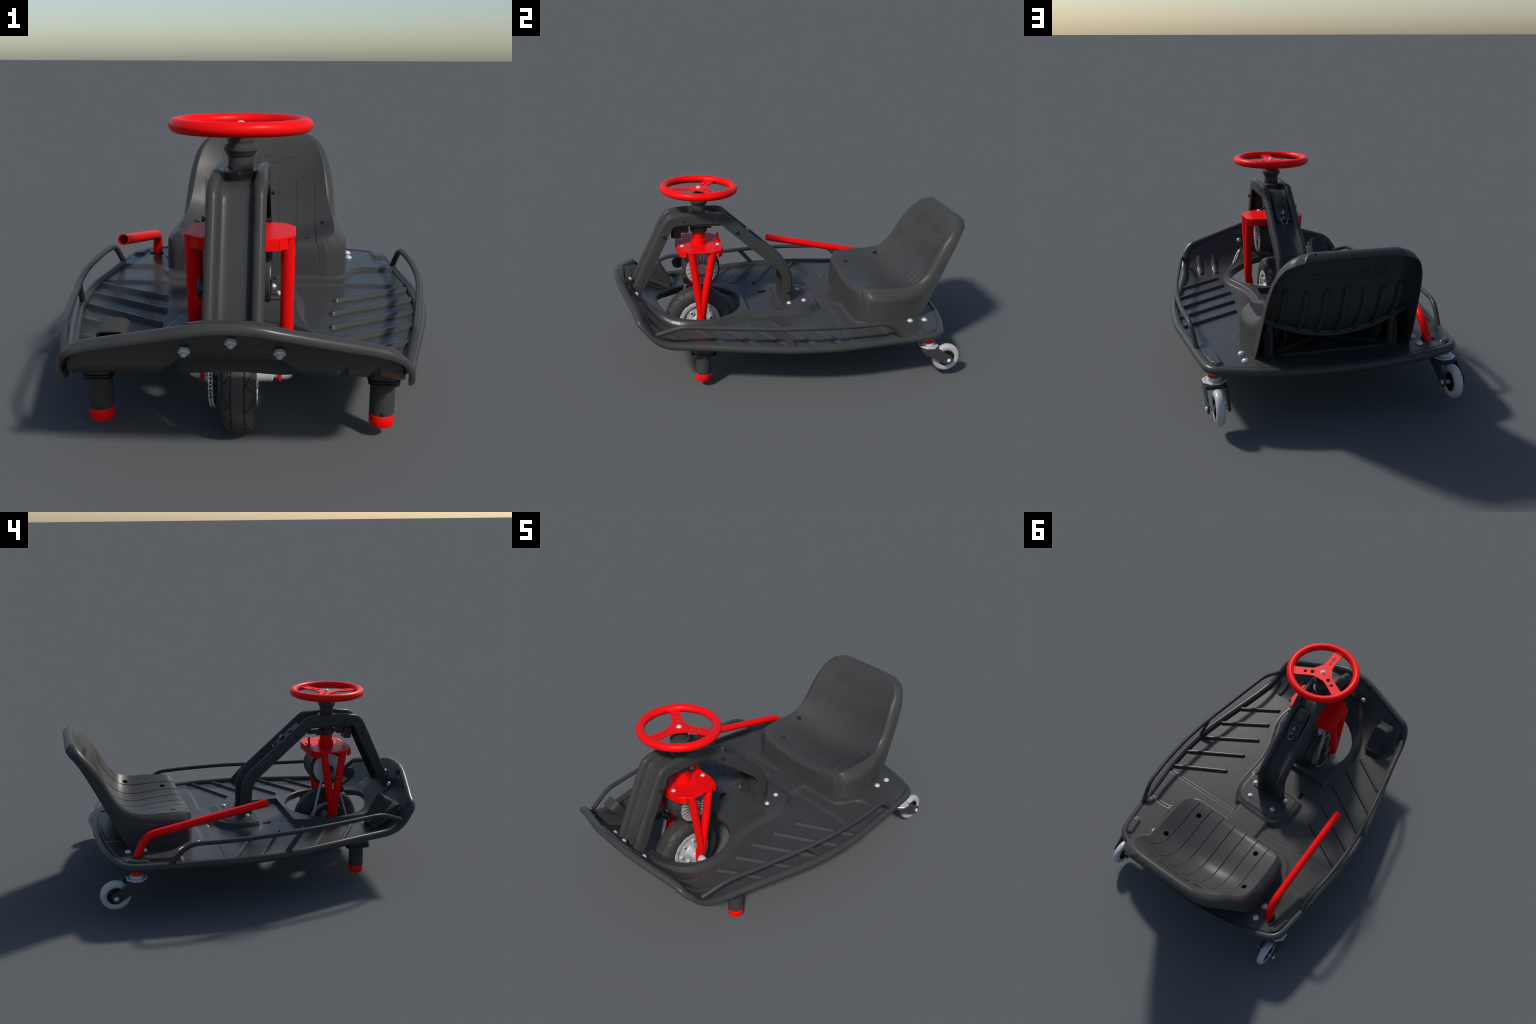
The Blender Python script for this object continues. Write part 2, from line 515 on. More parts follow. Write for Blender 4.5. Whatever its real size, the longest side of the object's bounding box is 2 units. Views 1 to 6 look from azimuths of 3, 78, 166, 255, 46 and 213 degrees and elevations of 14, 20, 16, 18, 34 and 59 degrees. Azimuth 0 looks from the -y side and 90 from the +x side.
# ------------------------------------------------------------------ bolts
def bolt(p, axis=(0, 0, 1), r=.0135, parent=None, name="dome_bolt", mat=None):
    return make(name, Geo().add(dome(p, axis, r)), mat or M_SILVER, parent or ROOT, 50)
for s in (1, -1):
    for y in (.637, .723): bolt((s * .4175, y, zdeck(s * .4175, y)), r=.0155)
PLATE_Z = 0.3035
for x, y in ((.112, -.001), (-.112, -.001), (.085, .096), (-.085, .096)): bolt((x, y, PLATE_Z), r=.0135)

# ------------------------------------------------------------------ arch frame
arch = empty("steering_arch", parent=ROOT)
AP = [(-.918, .418), (-.752, .774), (-.700, .866), (-.3935, .8665), (.022, .510), (.029, .300)]
rads = [.02, .105, .105, .085]
ap = fillet([(0, y, z) for y, z in [(-.9185, .418), (-.715, .853), (-.6, .867), (-.44, .866), (-.385, .864), (.026, .515), (.032, .300)]], [.125, .02, .02, .09, .095], 10)
# resample for even sections
ap = resample(np.array([tuple(p) for p in ap]), .012, closed=False)
tn = np.gradient(ap, axis=0); tn /= np.linalg.norm(tn, axis=1)[:, None]
nrm = np.stack([np.zeros(len(ap)), -tn[:, 2], tn[:, 1]], 1)
half = [(.0855, -.0635), (.0855, -.022), (.0845, -.013), (.081, -.006), (.075, -.0015), (.068, 0), (.060, -.0015), (.0535, -.006), (.0495, -.014), (.047, -.024), (.044, -.032), (.039, -.036), (0.02, -.0365)]
outer = half + [(-x, d) for x, d in half[::-1]]
inn = [(.0815, -.0635), (.0815, -.022), (.078, -.010), (.068, -.004), (.059, -.008), (.053, -.017), (.049, -.034), (.040, -.0405), (.02, -.0405)]
inner = inn + [(-x, d) for x, d in inn[::-1]]
prof = outer + inner[::-1]
m = len(prof); v = []; f = []
for i in range(len(ap)):
    for x, d in prof:
        y_, z_ = ap[i, 1] + nrm[i, 1] * (d - .0035), ap[i, 2] + nrm[i, 2] * (d - .0035)
        if y_ < -.8: z_ = max(z_, float(kick(y_)) + .0015)
        v.append((x, y_, z_))
for i in range(len(ap) - 1):
    for k in range(m): f.append((i * m + k, (i + 1) * m + k, (i + 1) * m + (k + 1) % m, i * m + (k + 1) % m))
f.append(list(range(m))); f.append([(len(ap) - 1) * m + k for k in range(m)])
obj("arch_channel", v, f, M_FRAME, arch, 40)
# closing plate under the flat top
make("arch_bottom_plate", Geo().add(box((0, -.515, .792), (.0805, .135, .003), .001)), M_FRAME, arch)
# column foot plate on the deck
PL = rounded_poly([(-.160, -.040), (.160, -.040), (.160, .06), (.135, .112), (-.135, .112), (-.160, .06)], .03)
make("foot_plate", Geo().add(prism(PL, .2985, PLATE_Z, .001)), M_FRAME, arch)
make("foot_ridge", Geo().add(sweep([(-.165, -.049, .2985), (.155, -.049, .2985)], .006, 12)), M_DECK, deck_root)
g = Geo()
for s in (1, -1):
    g.add(box((s * .088, .0, .3075), (.020, .024, .003), .001))
    g.add(box((s * .0815, -.024, .345), (.0025, .010, .040), .0008))
make("foot_flange", g, M_FRAME, arch)
# front bracket lying on the kickboard
NB = 17; v = []; f = []
xs = np.linspace(-.158, .158, 45); ysn = np.linspace(-.943, -.858, 17)
grid_top = []; grid_bot = []
for y in ysn:
    for x in xs:
        k = 0
        lim = .158 - .035 * sstep(-.915, -.943, y) if False else .158
        xx = x
        if y > -.875: xx = x * (1 - .06 * sstep(-.875, -.858, y))
        if y < -.925: xx = x * (1 - .35 * sstep(-.918, -.943, y))
        z = float(kick(y))
        nv = nkick(y)
        grid_top.append((xx, y + nv.y * .006, z + nv.z * .006)); grid_bot.append((xx, y - nv.y * .001, z - nv.z * .001))
nx_, ny_ = len(xs), len(ysn)
v = grid_top + grid_bot; N0 = len(grid_top)
for j in range(ny_ - 1):
    for i in range(nx_ - 1):
        a = j * nx_ + i
        f.append((a, a + 1, a + 1 + nx_, a + nx_)); f.append((N0 + a, N0 + a + nx_, N0 + a + nx_ + 1, N0 + a + 1))
for i in range(nx_ - 1):
    f.append((i, i + 1, N0 + i + 1, N0 + i)); a = (ny_ - 1) * nx_ + i; f.append((a, a + 1, N0 + a + 1, N0 + a))
for j in range(ny_ - 1):
    a = j * nx_; f.append((a, a + nx_, N0 + a + nx_, N0 + a)); a += nx_ - 1; f.append((a, a + nx_, N0 + a + nx_, N0 + a))
obj("front_bracket", v, f, M_FRAME, arch, 40)
for x, y in ((.13, -.887), (-.13, -.887), (0, -.917)):
    nv = nkick(y); p = Vector((x, y, float(kick(y)))) + nv * .005
    bolt(p, nv, .0135, name="front_bolt")
    q = Vector((x, y, float(kick(y)))) - nv * (.006 + .003)
    make("hex_nut", Geo().add(hexnut(q, -nv, .0170, .014)), M_SILVER, ROOT, 25)
# small black screws on both flanges
for s in (1, -1):
    for y, z in ((-.725, .738), (-.315, .749), (-.005, .368)):
        g = Geo().add(cyl((s * .084, y, z), (s * .0935, y, z), .006, 12)).add(cyl((s * .0925, y, z), (s * .0975, y, z), .0095, 16, .002))
        make("flange_screw", g, M_BLACK, arch)
    g = Geo()
    for y, z in ((-.607, .817), (-.452, .815), (-.84, .475), (-.07, .50)):
        g.add(cyl((s * .0850, y, z), (s * .0862, y, z), .0042, 12))
    make("flange_dark_disc", g, M_PATCH, arch, None)  # dark discs set on the flange faces instead of drilled holes
# switch panel, key lock and key ring on the rear slope
dv = Vector((0, .411, -.349)).normalized(); nv = Vector((0, .349, .411)).normalized(); xv = Vector((1, 0, 0))
def slope(x, t, h):   # t along the slope from the top corner, h above the web
    o_ = Vector((0, -.385, .864)) + nv * (-.0215)
    return o_ + xv * x + dv * t + nv * h
rotm = Matrix((xv, dv, nv)).transposed()
g = Geo().add(prism(rounded_poly([(-.040, .070), (.040, .070), (.040, .240), (-.040, .240)], .010), -.016, .004, .001, slope))
make("switch_panel", g, M_FRAME, arch)
g = Geo().add(prism(rounded_poly([(-.027, .118), (.027, .118), (.027, .152), (-.027, .152)], .004), .003, .008, .0015, slope))
g.add(prism([(-.016, .124), (.016, .124), (.016, .146), (-.016, .146)], .007, .012, .002, slope))
make("rocker_switch", g, M_BLACK, arch)
make("key_lock", Geo().add(cyl(slope(0, .196, .003), slope(0, .196, .014), .0155, 22, .002)), M_BLACK, arch)
g = Geo().add(box(slope(0, .192, .018), (.0022, .009, .006), .0005, rotm)).add(box(slope(.006, .201, .014), (.003, .003, .002), .0005, rotm)).add(box(slope(-.006, .199, .014), (.003, .003, .002), .0005, rotm))
make("key", g, M_SILVER, arch)
g = Geo().add(sweep([slope(.017 * math.cos(a), .250 + .020 * math.sin(a), .006) for a in np.linspace(0, 2 * math.pi, 29)[:-1]], .0018, 8, True))
g.add(sweep([slope(0, .207, .012), slope(.001, .23, .007)], .0018, 8))
make("key_ring", g, M_STEEL, arch)
# relay box hanging under the front of the flat
g = Geo().add(box((-.005, -.645, .735), (.030, .022, .034), .003)).add(box((.0, -.600, .755), (.026, .020, .022), .003)).add(cyl((0, -.665, .70), (0, -.665, .76), .012, 14)).add(box((0, -.63, .775), (.034, .05, .006), .002))
make("relay_box", g, M_BLACK, arch)
g = Geo().add(box((-.045, -.43, .76), (.016, .04, .010), .002)).add(box((-.045, -.455, .748), (.012, .012, .010), .002))
make("cable_clip", g, M_BLACK, arch)

# ------------------------------------------------------------------ steering column, wheel
cx, cy = COL
col = empty("steering_column", (cx, cy, .7), ROOT)
g = Geo().add(lathe([(.0, .806), (.056, .806), (.056, .8475), (.05, .852), (.0385, .853), (.0385, .895), (.043, .898), (.0455, .904), (.051, .912), (.0515, .920), (.049, .927), (.043, .931), (.0395, .932), (.0395, .938), (.041, .939), (.041, .948), (.0, .948)], (cx, cy, 0), (0, 0, 1), 44))
g.add(lathe([(0, .7955), (.041, .7955), (.041, .764), (.047, .762), (.0485, .755), (.0485, .742), (.045, .734), (.038, .729), (0, .729)], (cx, cy, 0), (0, 0, 1), 44))
make("bearing_tube", g, M_FRAME, col, 30)
make("lock_nut", Geo().add(lathe([(.030, .947), (.033, .948), (.033, .958), (.030, .960)], (cx, cy, 0), (0, 0, 1), 6)).add(cyl((cx, cy, .955), (cx, cy, .983), .020, 24)), M_FRAME, col, 25)
make("fork_stem", Geo().add(lathe([(0, .735), (.0365, .735), (.0365, .694), (.0445, .692), (.0445, .664), (0, .664)], (cx, cy, 0), (0, 0, 1), 40)), M_RED, col, 30)

SWZ = .9875
g = Geo()
for dy in (-.052, .052): g.add(cyl((cx, cy + dy, .82), (cx, cy + dy, .850), .004, 12, .001))
make("column_stud", g, M_SILVER, col)
sw = empty("steering_wheel", (cx, cy, SWZ), ROOT)
RM, RT = .1950, .0218
ringp = [(cx + RM * math.cos(a), cy + RM * math.sin(a), SWZ) for a in np.linspace(0, 2 * math.pi, 97)[:-1]]
make("wheel_rim", Geo().add(sweep(ringp, RT, 24, True)), M_RED, sw, 60)
# three-spoke plate; spokes point forward and to the two rear sides
def spoke_xy(ang, r, t):
    c, s = math.cos(ang), math.sin(ang)
    return (cx + c * r - s * t, cy + s * r + c * t)
angs = [math.radians(-90 + 120 * k) for k in range(3)]
outline = []
for k, a in enumerate(angs):
    for r, t in ((.056, -.0275), (.10, -.0265), (.172, -.0285), (.187, -.0285), (.187, .0285), (.172, .0285), (.10, .0265), (.056, .0275)):
        outline.append(spoke_xy(a, r, t))
def loopcut(loops, z0, z1):
    """extrude an outline with holes"""
    pts = []; ed = []
    for L in loops:
        k = len(pts); pts += [Vector(p) for p in L]; ed += [(k + i, k + (i + 1) % len(L)) for i in range(len(L))]
    r = geometry.delaunay_2d_cdt(pts, ed, [], 2, 1e-7)
    P = [tuple(p) for p in r[0]]
    A = np.array(P); T = np.array([tuple(t) for t in r[2]]); c = A[T].mean(1)
    ins = sum((poly_sd(c[:, 0], c[:, 1], L) < 0).astype(int) for L in loops)
    keepf = [tuple(int(i) for i in t) for t in T[ins == 1]]
    n_ = len(P)
    v = [(p[0], p[1], z0) for p in P] + [(p[0], p[1], z1) for p in P]
    f = [t for t in keepf] + [tuple(i + n_ for i in t) for t in keepf]
    cnt = {}
    for t in keepf:
        for i in range(3):
            e = (min(t[i], t[(i + 1) % 3]), max(t[i], t[(i + 1) % 3])); cnt[e] = cnt.get(e, 0) + 1
    for (a, b), c in cnt.items():
        if c == 1: f.append((a, b, b + n_, a + n_))
    return v, f
loops = [rounded_poly(outline, [.014, .02, .006, .001, .001, .006, .02, .014] * 3, 4)]
for k in (1, 2):
    for r, rad in ((.064, .0125), (.106, .0105)):
        c = spoke_xy(angs[k], r, 0)
        loops.append([(c[0] + rad * math.cos(t), c[1] + rad * math.sin(t)) for t in np.linspace(0, 2 * math.pi, 21)[:-1]])
a0 = angs[0]
loops.append([spoke_xy(a0, r, t) for r, t in ((.066, -.0035), (.108, -.0035), (.108, -.009), (.142, 0), (.108, .009), (.108, .0035), (.066, .0035))])
make("spoke_plate", Geo().add(loopcut(loops, SWZ - .0055, SWZ + .0015)), M_RED, sw, 20)
g = Geo()
for a in angs:
    g.add(prism([spoke_xy(a, .166, -.031), spoke_xy(a, .188, -.031), spoke_xy(a, .188, .031), spoke_xy(a, .166, .031)], SWZ - .009, SWZ + .006, .002))
make("spoke_end", g, M_RED, sw, 30)
make("hub_bolt", Geo().add(dome((cx, cy, SWZ + .0005), (0, 0, 1), .0135)), M_SILVER, sw, 50)

# ------------------------------------------------------------------ fork
fork = empty("wheel_fork", (cx, cy, .66), ROOT)
fp = [(.060, -.648), (.120, -.634), (.146, -.606), (.170, -.588), (.170, -.452), (.138, -.408), (.075, -.392)]
plate = fp + [(-x, y) for x, y in fp[::-1]]
g = Geo().add(prism(rounded_poly(plate, .008, 3), .655, .6645, .0015))
make("fork_plate", g, M_RED, fork, 30)
g = Geo()
def skirt(pts, h):
    for p, q in zip(pts[:-1], pts[1:]):
        p = Vector((*p, 0)); q = Vector((*q, 0)); d = (q - p); n_ = Vector((d.y, -d.x, 0)).normalized() * .004
        g.add(prism([tuple((p - n_)[:2]), tuple((q - n_)[:2]), tuple((q + n_)[:2]), tuple((p + n_)[:2])], .657 - h, .6555))
sh = [(-.144, -.605), (-.119, -.632), (-.060, -.646), (.060, -.646), (.119, -.632), (.144, -.605)]
skirt(sh, .030)
sh = [(-.155, -.428), (-.137, -.410), (-.075, -.394), (.075, -.394), (.137, -.410), (.155, -.428)]
skirt(sh, .030)
make("plate_skirt", g, M_RED, fork, 30)
WZ = 0.1955; WY = -0.520
for s in (1, -1):
    g = Geo()
    for y in (-.576, -.458):
        g.add(sweep(fillet([(s * .147, y, .657), (s * .145, -.520 + (.006 if y > -.52 else -.006), .300), (s * .142, -.520 + (.002 if y > -.52 else -.002), .252)], .05), .0218, 22))
    make("fork_leg", g, M_RED, fork, 45)
    dp = rounded_poly([(-.026, .085), (.026, .085), (.030, .02), (.026, -.020), (.012, -.030), (-.012, -.030), (-.026, -.020), (-.030, .02)], .012)
    g = Geo().add(prism(dp, -.005, .005, .001, lambda x, y, z: Vector((s * .1265 + z, WY + x, WZ + y))))
    make("dropout", g, M_RED, fork, 35)
for x, y in ((.053, -.619), (-.053, -.619), (.045, -.417), (-.045, -.417)): bolt((x, y, .6640), r=.0115, parent=fork, name="plate_bolt")
g = Geo().add(cyl((-.008, -.412, .663), (-.008, -.412, .717), .0072, 16)).add(cyl((-.008, -.412, .663), (-.008, -.412, .676), .014, 16))
make("stop_pin", g, M_RED, fork)

# ------------------------------------------------------------------ drive wheel
dw = empty("drive_wheel", (0, WY, WZ), ROOT)
sec = [(.0505, .1185), (.0550, .126), (.0570, .139), (.0570, .152), (.0545, .163), (.0505, .173), (.0435, .1825), (.035, .1890), (.0255, .1925), (.013, .1950), (0, .1955)]
half_t = catmull([(a, b) for a, b in sec], 8)
profT = [tuple(p) for p in half_t] + [(-p[0], p[1]) for p in half_t[-2::-1]]
NA = 500; v = []; f = []
mT = len(profT)
for i in range(NA):
    a = 2 * math.pi * i / NA
    for x, r in profT:
        d = 0
        if abs(abs(x) - .021) < .0026 and (i % 20) > 1: d = .006
        ph = ((i + (10 if x > 0 else 0)) % 40) / 40.0
        zig = .025 + .033 * (1 - abs(2 * ph - 1))
        if abs(x) > .024 and abs(abs(x) - zig) < .0017: d = .004
        rr = r - d
        v.append((x, WY + rr * math.sin(a), WZ + rr * math.cos(a)))
for i in range(NA):
    j = (i + 1) % NA
    for k in range(mT - 1): f.append((i * mT + k, j * mT + k, j * mT + k + 1, i * mT + k + 1))
obj("tyre", v, f, M_TYRE, dw, 30)
g = Geo()
for s in (1, -1):
    g.add(lathe([(.0945, .030), (.0950, .0495), (.0975, .0525), (.1155, .0530), (.1195, .0505), (.1195, .03)], (0, WY, WZ), (s, 0, 0), 64))
g.add(cyl((-.034, WY, WZ), (.034, WY, WZ), .118, 64))
make("wheel_rim", g, M_ALLOY, dw, 30)
g = Geo().add(lathe([(.0925, .030), (.0915, .039), (.088, .0405), (.080, .0405), (.048, .0405), (.036, .044), (.0315, .049), (.0305, .100), (.027, .104), (.020, .105), (.020, .1210), (0, .1210)], (0, WY, WZ), (1, 0, 0), 56))
for k in range(6):
    a = 2 * math.pi * k / 6 + .3
    y, z = WY + .068 * math.sin(a), WZ + .068 * math.cos(a)
    g.add(cyl((.035, y, z), (.055, y, z), .0125, 20, .002))
make("hub", g, M_ALLOY, dw, 30)
g = Geo()
for k in range(6):
    a = 2 * math.pi * k / 6 + .3
    y, z = WY + .068 * math.sin(a), WZ + .068 * math.cos(a)
    g.add(cyl((.050, y, z), (.0556, y, z), .0058, 12))
    y, z = WY + .084 * math.sin(a + .5), WZ + .084 * math.cos(a + .5)
    g.add(cyl((.035, y, z), (.0425, y, z), .0045, 10))
make("hub_screw", g, M_BLACK, dw)
g = Geo().add(cyl((-.150, WY, WZ), (.150, WY, WZ), .0095, 16, .003))
for s in (1, -1):
    g.add(lathe([(.023, .1315), (.023, .150), (.017, .163), (.012, .166)], (0, WY, WZ), (s, 0, 0), 24))
g.add(cyl((-.122, WY, WZ), (-.04, WY, WZ), .018, 24))
make("axle", g, M_ALLOY, dw, 30)

# sprockets and chain (left side)
CX = -.088; MY, MZ = -.512, .535
def sprocket(c, r, teeth, holes, name, mat, parent):
    pts = []
    for k in range(teeth * 4):
        a = 2 * math.pi * k / (teeth * 4)
        pts.append(((r + (.006 if k % 4 in (1, 2) else -.002)) * math.cos(a), (r + (.006 if k % 4 in (1, 2) else -.002)) * math.sin(a)))
    loops = [pts]
    for k in range(holes):
        a = 2 * math.pi * k / holes
        q = (r * .62 * math.cos(a), r * .62 * math.sin(a)); rad = r * .2
        loops.append([(q[0] + rad * math.cos(t), q[1] + rad * math.sin(t)) for t in np.linspace(0, 2 * math.pi, 17)[:-1]])
    v, f = loopcut(loops, -.0025, .0025)
    v = [(c[0] + z, c[1] + x, c[2] + y) for x, y, z in v]
    return obj(name, v, f, mat, parent, 20)
sprocket((CX, WY, WZ), .112, 50, 6, "sprocket", M_BLACK, dw)
RS, RSM = .113, .030
d = math.hypot(MY - WY, MZ - WZ); th0 = math.atan2(MZ - WZ, MY - WY); ph = math.acos((RS - RSM) / d)
A = []
# tangent directions at th0+-ph
for a in np.linspace(th0 + ph, th0 + 2 * math.pi - ph, 80): A.append((WY + RS * math.cos(a), WZ + RS * math.sin(a)))
for a in np.linspace(th0 - ph, th0 + ph, 30): A.append((MY + RSM * math.cos(a), MZ + RSM * math.sin(a)))
A = np.array(A)
Ac = resample(A, .0122)
lg = Geo()
lp = rounded_poly([(-.0085, -.0045), (.0085, -.0045), (.0085, .0045), (-.0085, .0045)], .0045, 4)
for xo in (-.0065, .0065):
    lg.add(prism(lp, xo - .0012, xo + .0012, .0003, lambda x, y, z: (z, x, y)))
lg.add(cyl((-.0058, .0, 0), (.0058, 0, 0), .004, 10))
chain = empty("drive_chain", (CX, WY, WZ), ROOT)
link0 = make("chain_link", lg, M_SILVER, None, 30)
NC = len(Ac)
for i in range(NC):
    p = Ac[i]; q = Ac[(i + 1) % NC]
    c = (p + q) / 2; ang = math.atan2(q[1] - p[1], q[0] - p[0])
    sc = 1.0 if i % 2 else .78
    Mx = Matrix.Translation((CX, c[0], c[1])) @ Matrix.Rotation(ang, 4, 'X') @ Matrix.Diagonal((sc, 1, 1, 1))
    if i == 0:
        link0.matrix_basis = Mx; attach(link0, chain)
    else: share(link0, "chain_link", chain, matrix=Mx)

# ------------------------------------------------------------------ motor
mot = empty("motor", (0, MY, MZ), ROOT)
g = Geo().add(lathe([(.07, -.066), (.100, -.064), (.107, -.055), (.107, .036), (.100, .044), (.100, .060), (.098, .064), (.1005, .066), (.1005, .090), (.0985, .0925), (.094, .0925), (.093, .086), (0, .086)], (0, MY, MZ), (1, 0, 0), 64))
make("motor_case", g, M_FRAME, mot, 30)
make("motor_end_cap", Geo().add(lathe([(0, .0855), (.0925, .0855), (.0925, .0895), (.091, .0905), (.032, .0905), (.031, .094), (0, .094)], (0, MY, MZ), (1, 0, 0), 64)), M_COVER, mot, 30)
g = Geo()
for k in range(20):
    a = 2 * math.pi * k / 20
    e = Vector((0, math.sin(a), math.cos(a))); t = Vector((0, math.cos(a), -math.sin(a)))
    O = Vector((.0898, MY, MZ))
    pts = [O + e * .034 - t * .0040, O + e * .088 - t * .0006, O + e * .088 + t * .0006, O + e * .034 + t * .0040]
    up = Vector((.0016, 0, 0))
    vv = [p for p in pts] + [p + up for p in pts]
    g.add((vv, [(0, 1, 2, 3), (7, 6, 5, 4), (0, 1, 5, 4), (1, 2, 6, 5), (2, 3, 7, 6), (3, 0, 4, 7)]))
make("cap_dark_wedge", g, M_BLACK, mot, None)  # dark wedges laid over the end cap, which itself stays uncut
make("motor_face", Geo().add(lathe([(0, .0655), (.090, .0655), (.090, .070), (.088, .071), (0, .071)], (0, MY, MZ), (-1, 0, 0), 56)), M_ALLOY, mot, 30)
sprocket((CX, MY, MZ), .027, 12, 0, "drive_sprocket", M_BLACK, mot)
make("motor_shaft", Geo().add(cyl((-.115, MY, MZ), (-.07, MY, MZ), .012, 16)).add(cyl((-.148, MY, MZ - .05), (-.12, MY, MZ - .05), .010, 12)), M_BLACK, mot)
g = Geo().add(box((-.0, MY, .645), (.055, .05, .012), .002))
make("motor_bracket", g, M_BLACK, mot)
# chain tensioner, front of the motor
g = Geo().add(cyl((-.120, -.632, .508), (-.098, -.632, .508), .033, 30, .003)).add(cyl((-.126, -.632, .508), (-.118, -.632, .508), .011, 16, .002))
g.add(cyl((-.104, -.582, .405), (-.066, -.582, .405), .022, 24, .003))
make("chain_tensioner", g, M_BLACK, mot)
make("tensioner_arm", Geo().add(prism(rounded_poly([(-.60, .395), (-.575, .37), (-.555, .39), (-.57, .42)], .008), -.078, -.072, .001, lambda x, y, z: (z, x, y))), M_RED, mot)

# ------------------------------------------------------------------ front legs
for s in (1, -1):
    leg = empty("front_leg", (s * .454, -.549, .03), ROOT)
    X, Y = s * .454, -.549
    make("leg_post", Geo().add(lathe([(.0400, .060), (.0400, .195), (.0, .195)], (X, Y, 0), (0, 0, 1), 40)), M_FRAME, leg)
    make("leg_cap", Geo().add(lathe([(0, .034), (.028, .0345), (.036, .038), (.0405, .047), (.0410, .077), (.0402, .0785), (.038, .0785)], (X, Y, 0), (0, 0, 1), 40)), M_RED, leg)
    sq = rounded_poly([(X - .050, Y - .068), (X + .050, Y - .068), (X + .050, Y + .068), (X - .050, Y + .068)], .03)
    make("leg_flange", Geo().add(prism(sq, .193, .200, .001)).add(prism(sq, .202, .209, .001)), M_BLACK, leg)
    sq2 = rounded_poly([(X - .046, Y - .062), (X + .046, Y - .062), (X + .046, Y + .062), (X - .046, Y + .062)], .028)
    make("leg_socket", Geo().add(prism(sq2, .208, .264, .002)), M_DECK, leg)
    g = Geo()
    for dx in (-.032, .032):
        for dy in (-.045, .045): g.add(cyl((X + dx, Y + dy, .188), (X + dx, Y + dy, .1935), .007, 12, .0015))
    make("flange_bolt", g, M_SILVER, leg)
    g = Geo()
    for dx, dy in ((0, -1), (0, 1)):
        g.add(cyl((X + dx * .036, Y + dy * .036, .089), (X + dx * .0445, Y + dy * .0445, .089), .0065, 14, .0015))
    make("leg_screw", g, M_BLACK, leg)

# ------------------------------------------------------------------ casters
def caster(s):
    X, SY, WYc, WZc = s * .556, .697, .810, .120
    c = empty("caster", (X, SY, .2), ROOT)
    prof = [(.047, -.017), (.052, -.0195), (.064, -.0205), (.072, -.018), (.0775, -.012), (.0798, -.005), (.0800, 0)]
    prof = prof + [(r, -h) for r, h in prof[-2::-1]]
    w = make("caster_tyre", Geo().add(lathe(prof, (X, WYc, WZc), (1, 0, 0), 56, closed=True)), M_WHITE, c, 45)
    g = Geo().add(lathe([(.0475, -.0165), (.0475, .0165), (.041, .0175), (.041, .006), (.041, -.006), (.041, -.0175)], (X, WYc, WZc), (1, 0, 0), 48, closed=True))
    g.add(lathe([(0, -.019), (.016, -.019), (.019, -.016), (.019, .016), (.016, .019), (0, .019)], (X, WYc, WZc), (1, 0, 0), 28))
    for k in range(9):
        a = 2 * math.pi * k / 9
        e = Vector((0, math.sin(a), math.cos(a)))
        g.add(cyl(Vector((X, WYc, WZc)) + e * .015, Vector((X, WYc, WZc)) + e * .043, .0045, 8))
    g.add(lathe([(.015, -.004), (.043, -.004), (.043, .004), (.015, .004)], (X, WYc, WZc), (1, 0, 0), 40, closed=True))
    make("caster_hub", g, M_BLACK, c, 35)
    # yoke: crown and two cheeks
    g = Geo()
    ch = rounded_poly([(SY - .046, .1965), (SY + .050, .1965), (SY + .080, .172), (WYc + .022, .137), (WYc + .025, .114), (WYc + .006, .095), (WYc - .022, .097), (SY + .055, .120), (SY - .002, .150), (SY - .040, .170)], .014)
    for t in (-1, 1):
        g.add(prism(ch, -.0045, .0045, .0015, lambda a, b, z: (X + t * .0465 + z, a, b)))
    crown = rounded_poly([(X - .0475, SY - .043), (X + .0475, SY - .043), (X + .0475, SY + .054), (X - .0475, SY + .054)], .022)
    g.add(prism(crown, .178, .1975, .003))
    make("caster_yoke", g, M_FRAME, c, 35)
    plate_ = [(X + .057 * math.cos(a) , SY + .057 * math.sin(a)) for a in [math.radians(22.5 + 45 * k) for k in range(8)]]
    g = Geo().add(prism(plate_, .198, .2075, .003)).add(cyl((X, SY, .2065), (X, SY, .222), .033, 32, .002))
    make("swivel_plate", g, M_SILVER, c, 25)
    make("swivel_stem", Geo().add(cyl((X, SY, .216), (X, SY, .262), .0265, 28)), M_RED, c)
    g = Geo().add(cyl((X - .052, WYc, WZc), (X + .052, WYc, WZc), .006, 14))
    g.add(dome((X + .0508, WYc, WZc), (1, 0, 0), .011)).add(dome((X - .0508, WYc, WZc), (-1, 0, 0), .011))
    g.add(cyl((X - .044, WYc, WZc), (X - .019, WYc, WZc), .010, 16)).add(cyl((X + .019, WYc, WZc), (X + .044, WYc, WZc), .010, 16))
    make("axle_bolt", g, M_SILVER, c, 40)
caster(1); caster(-1)

# ------------------------------------------------------------------ hand lever
lp_ = fillet([(-.481, -.024, .513), (-.465, .636, .389), (-.481, .690, .262), (-.484, .700, .235)], [.085, .01], 14)
lpn = [Vector(p) for p in lp_]
ends = sweep(lpn, .0212, 24, cap=False)
inner_r = sweep(lpn, .0178, 24, cap=False)
g = Geo().add(ends); k0 = len(g.v); g.add(inner_r)
n24 = 24; last = (len(lpn) - 1) * n24
for base in (0, last):
    for k in range(n24):
        k2 = (k + 1) % n24
        g.f.append((base + k, base + k2, k0 + base + k2, k0 + base + k))
make("hand_lever", g, M_RED, ROOT, 50)

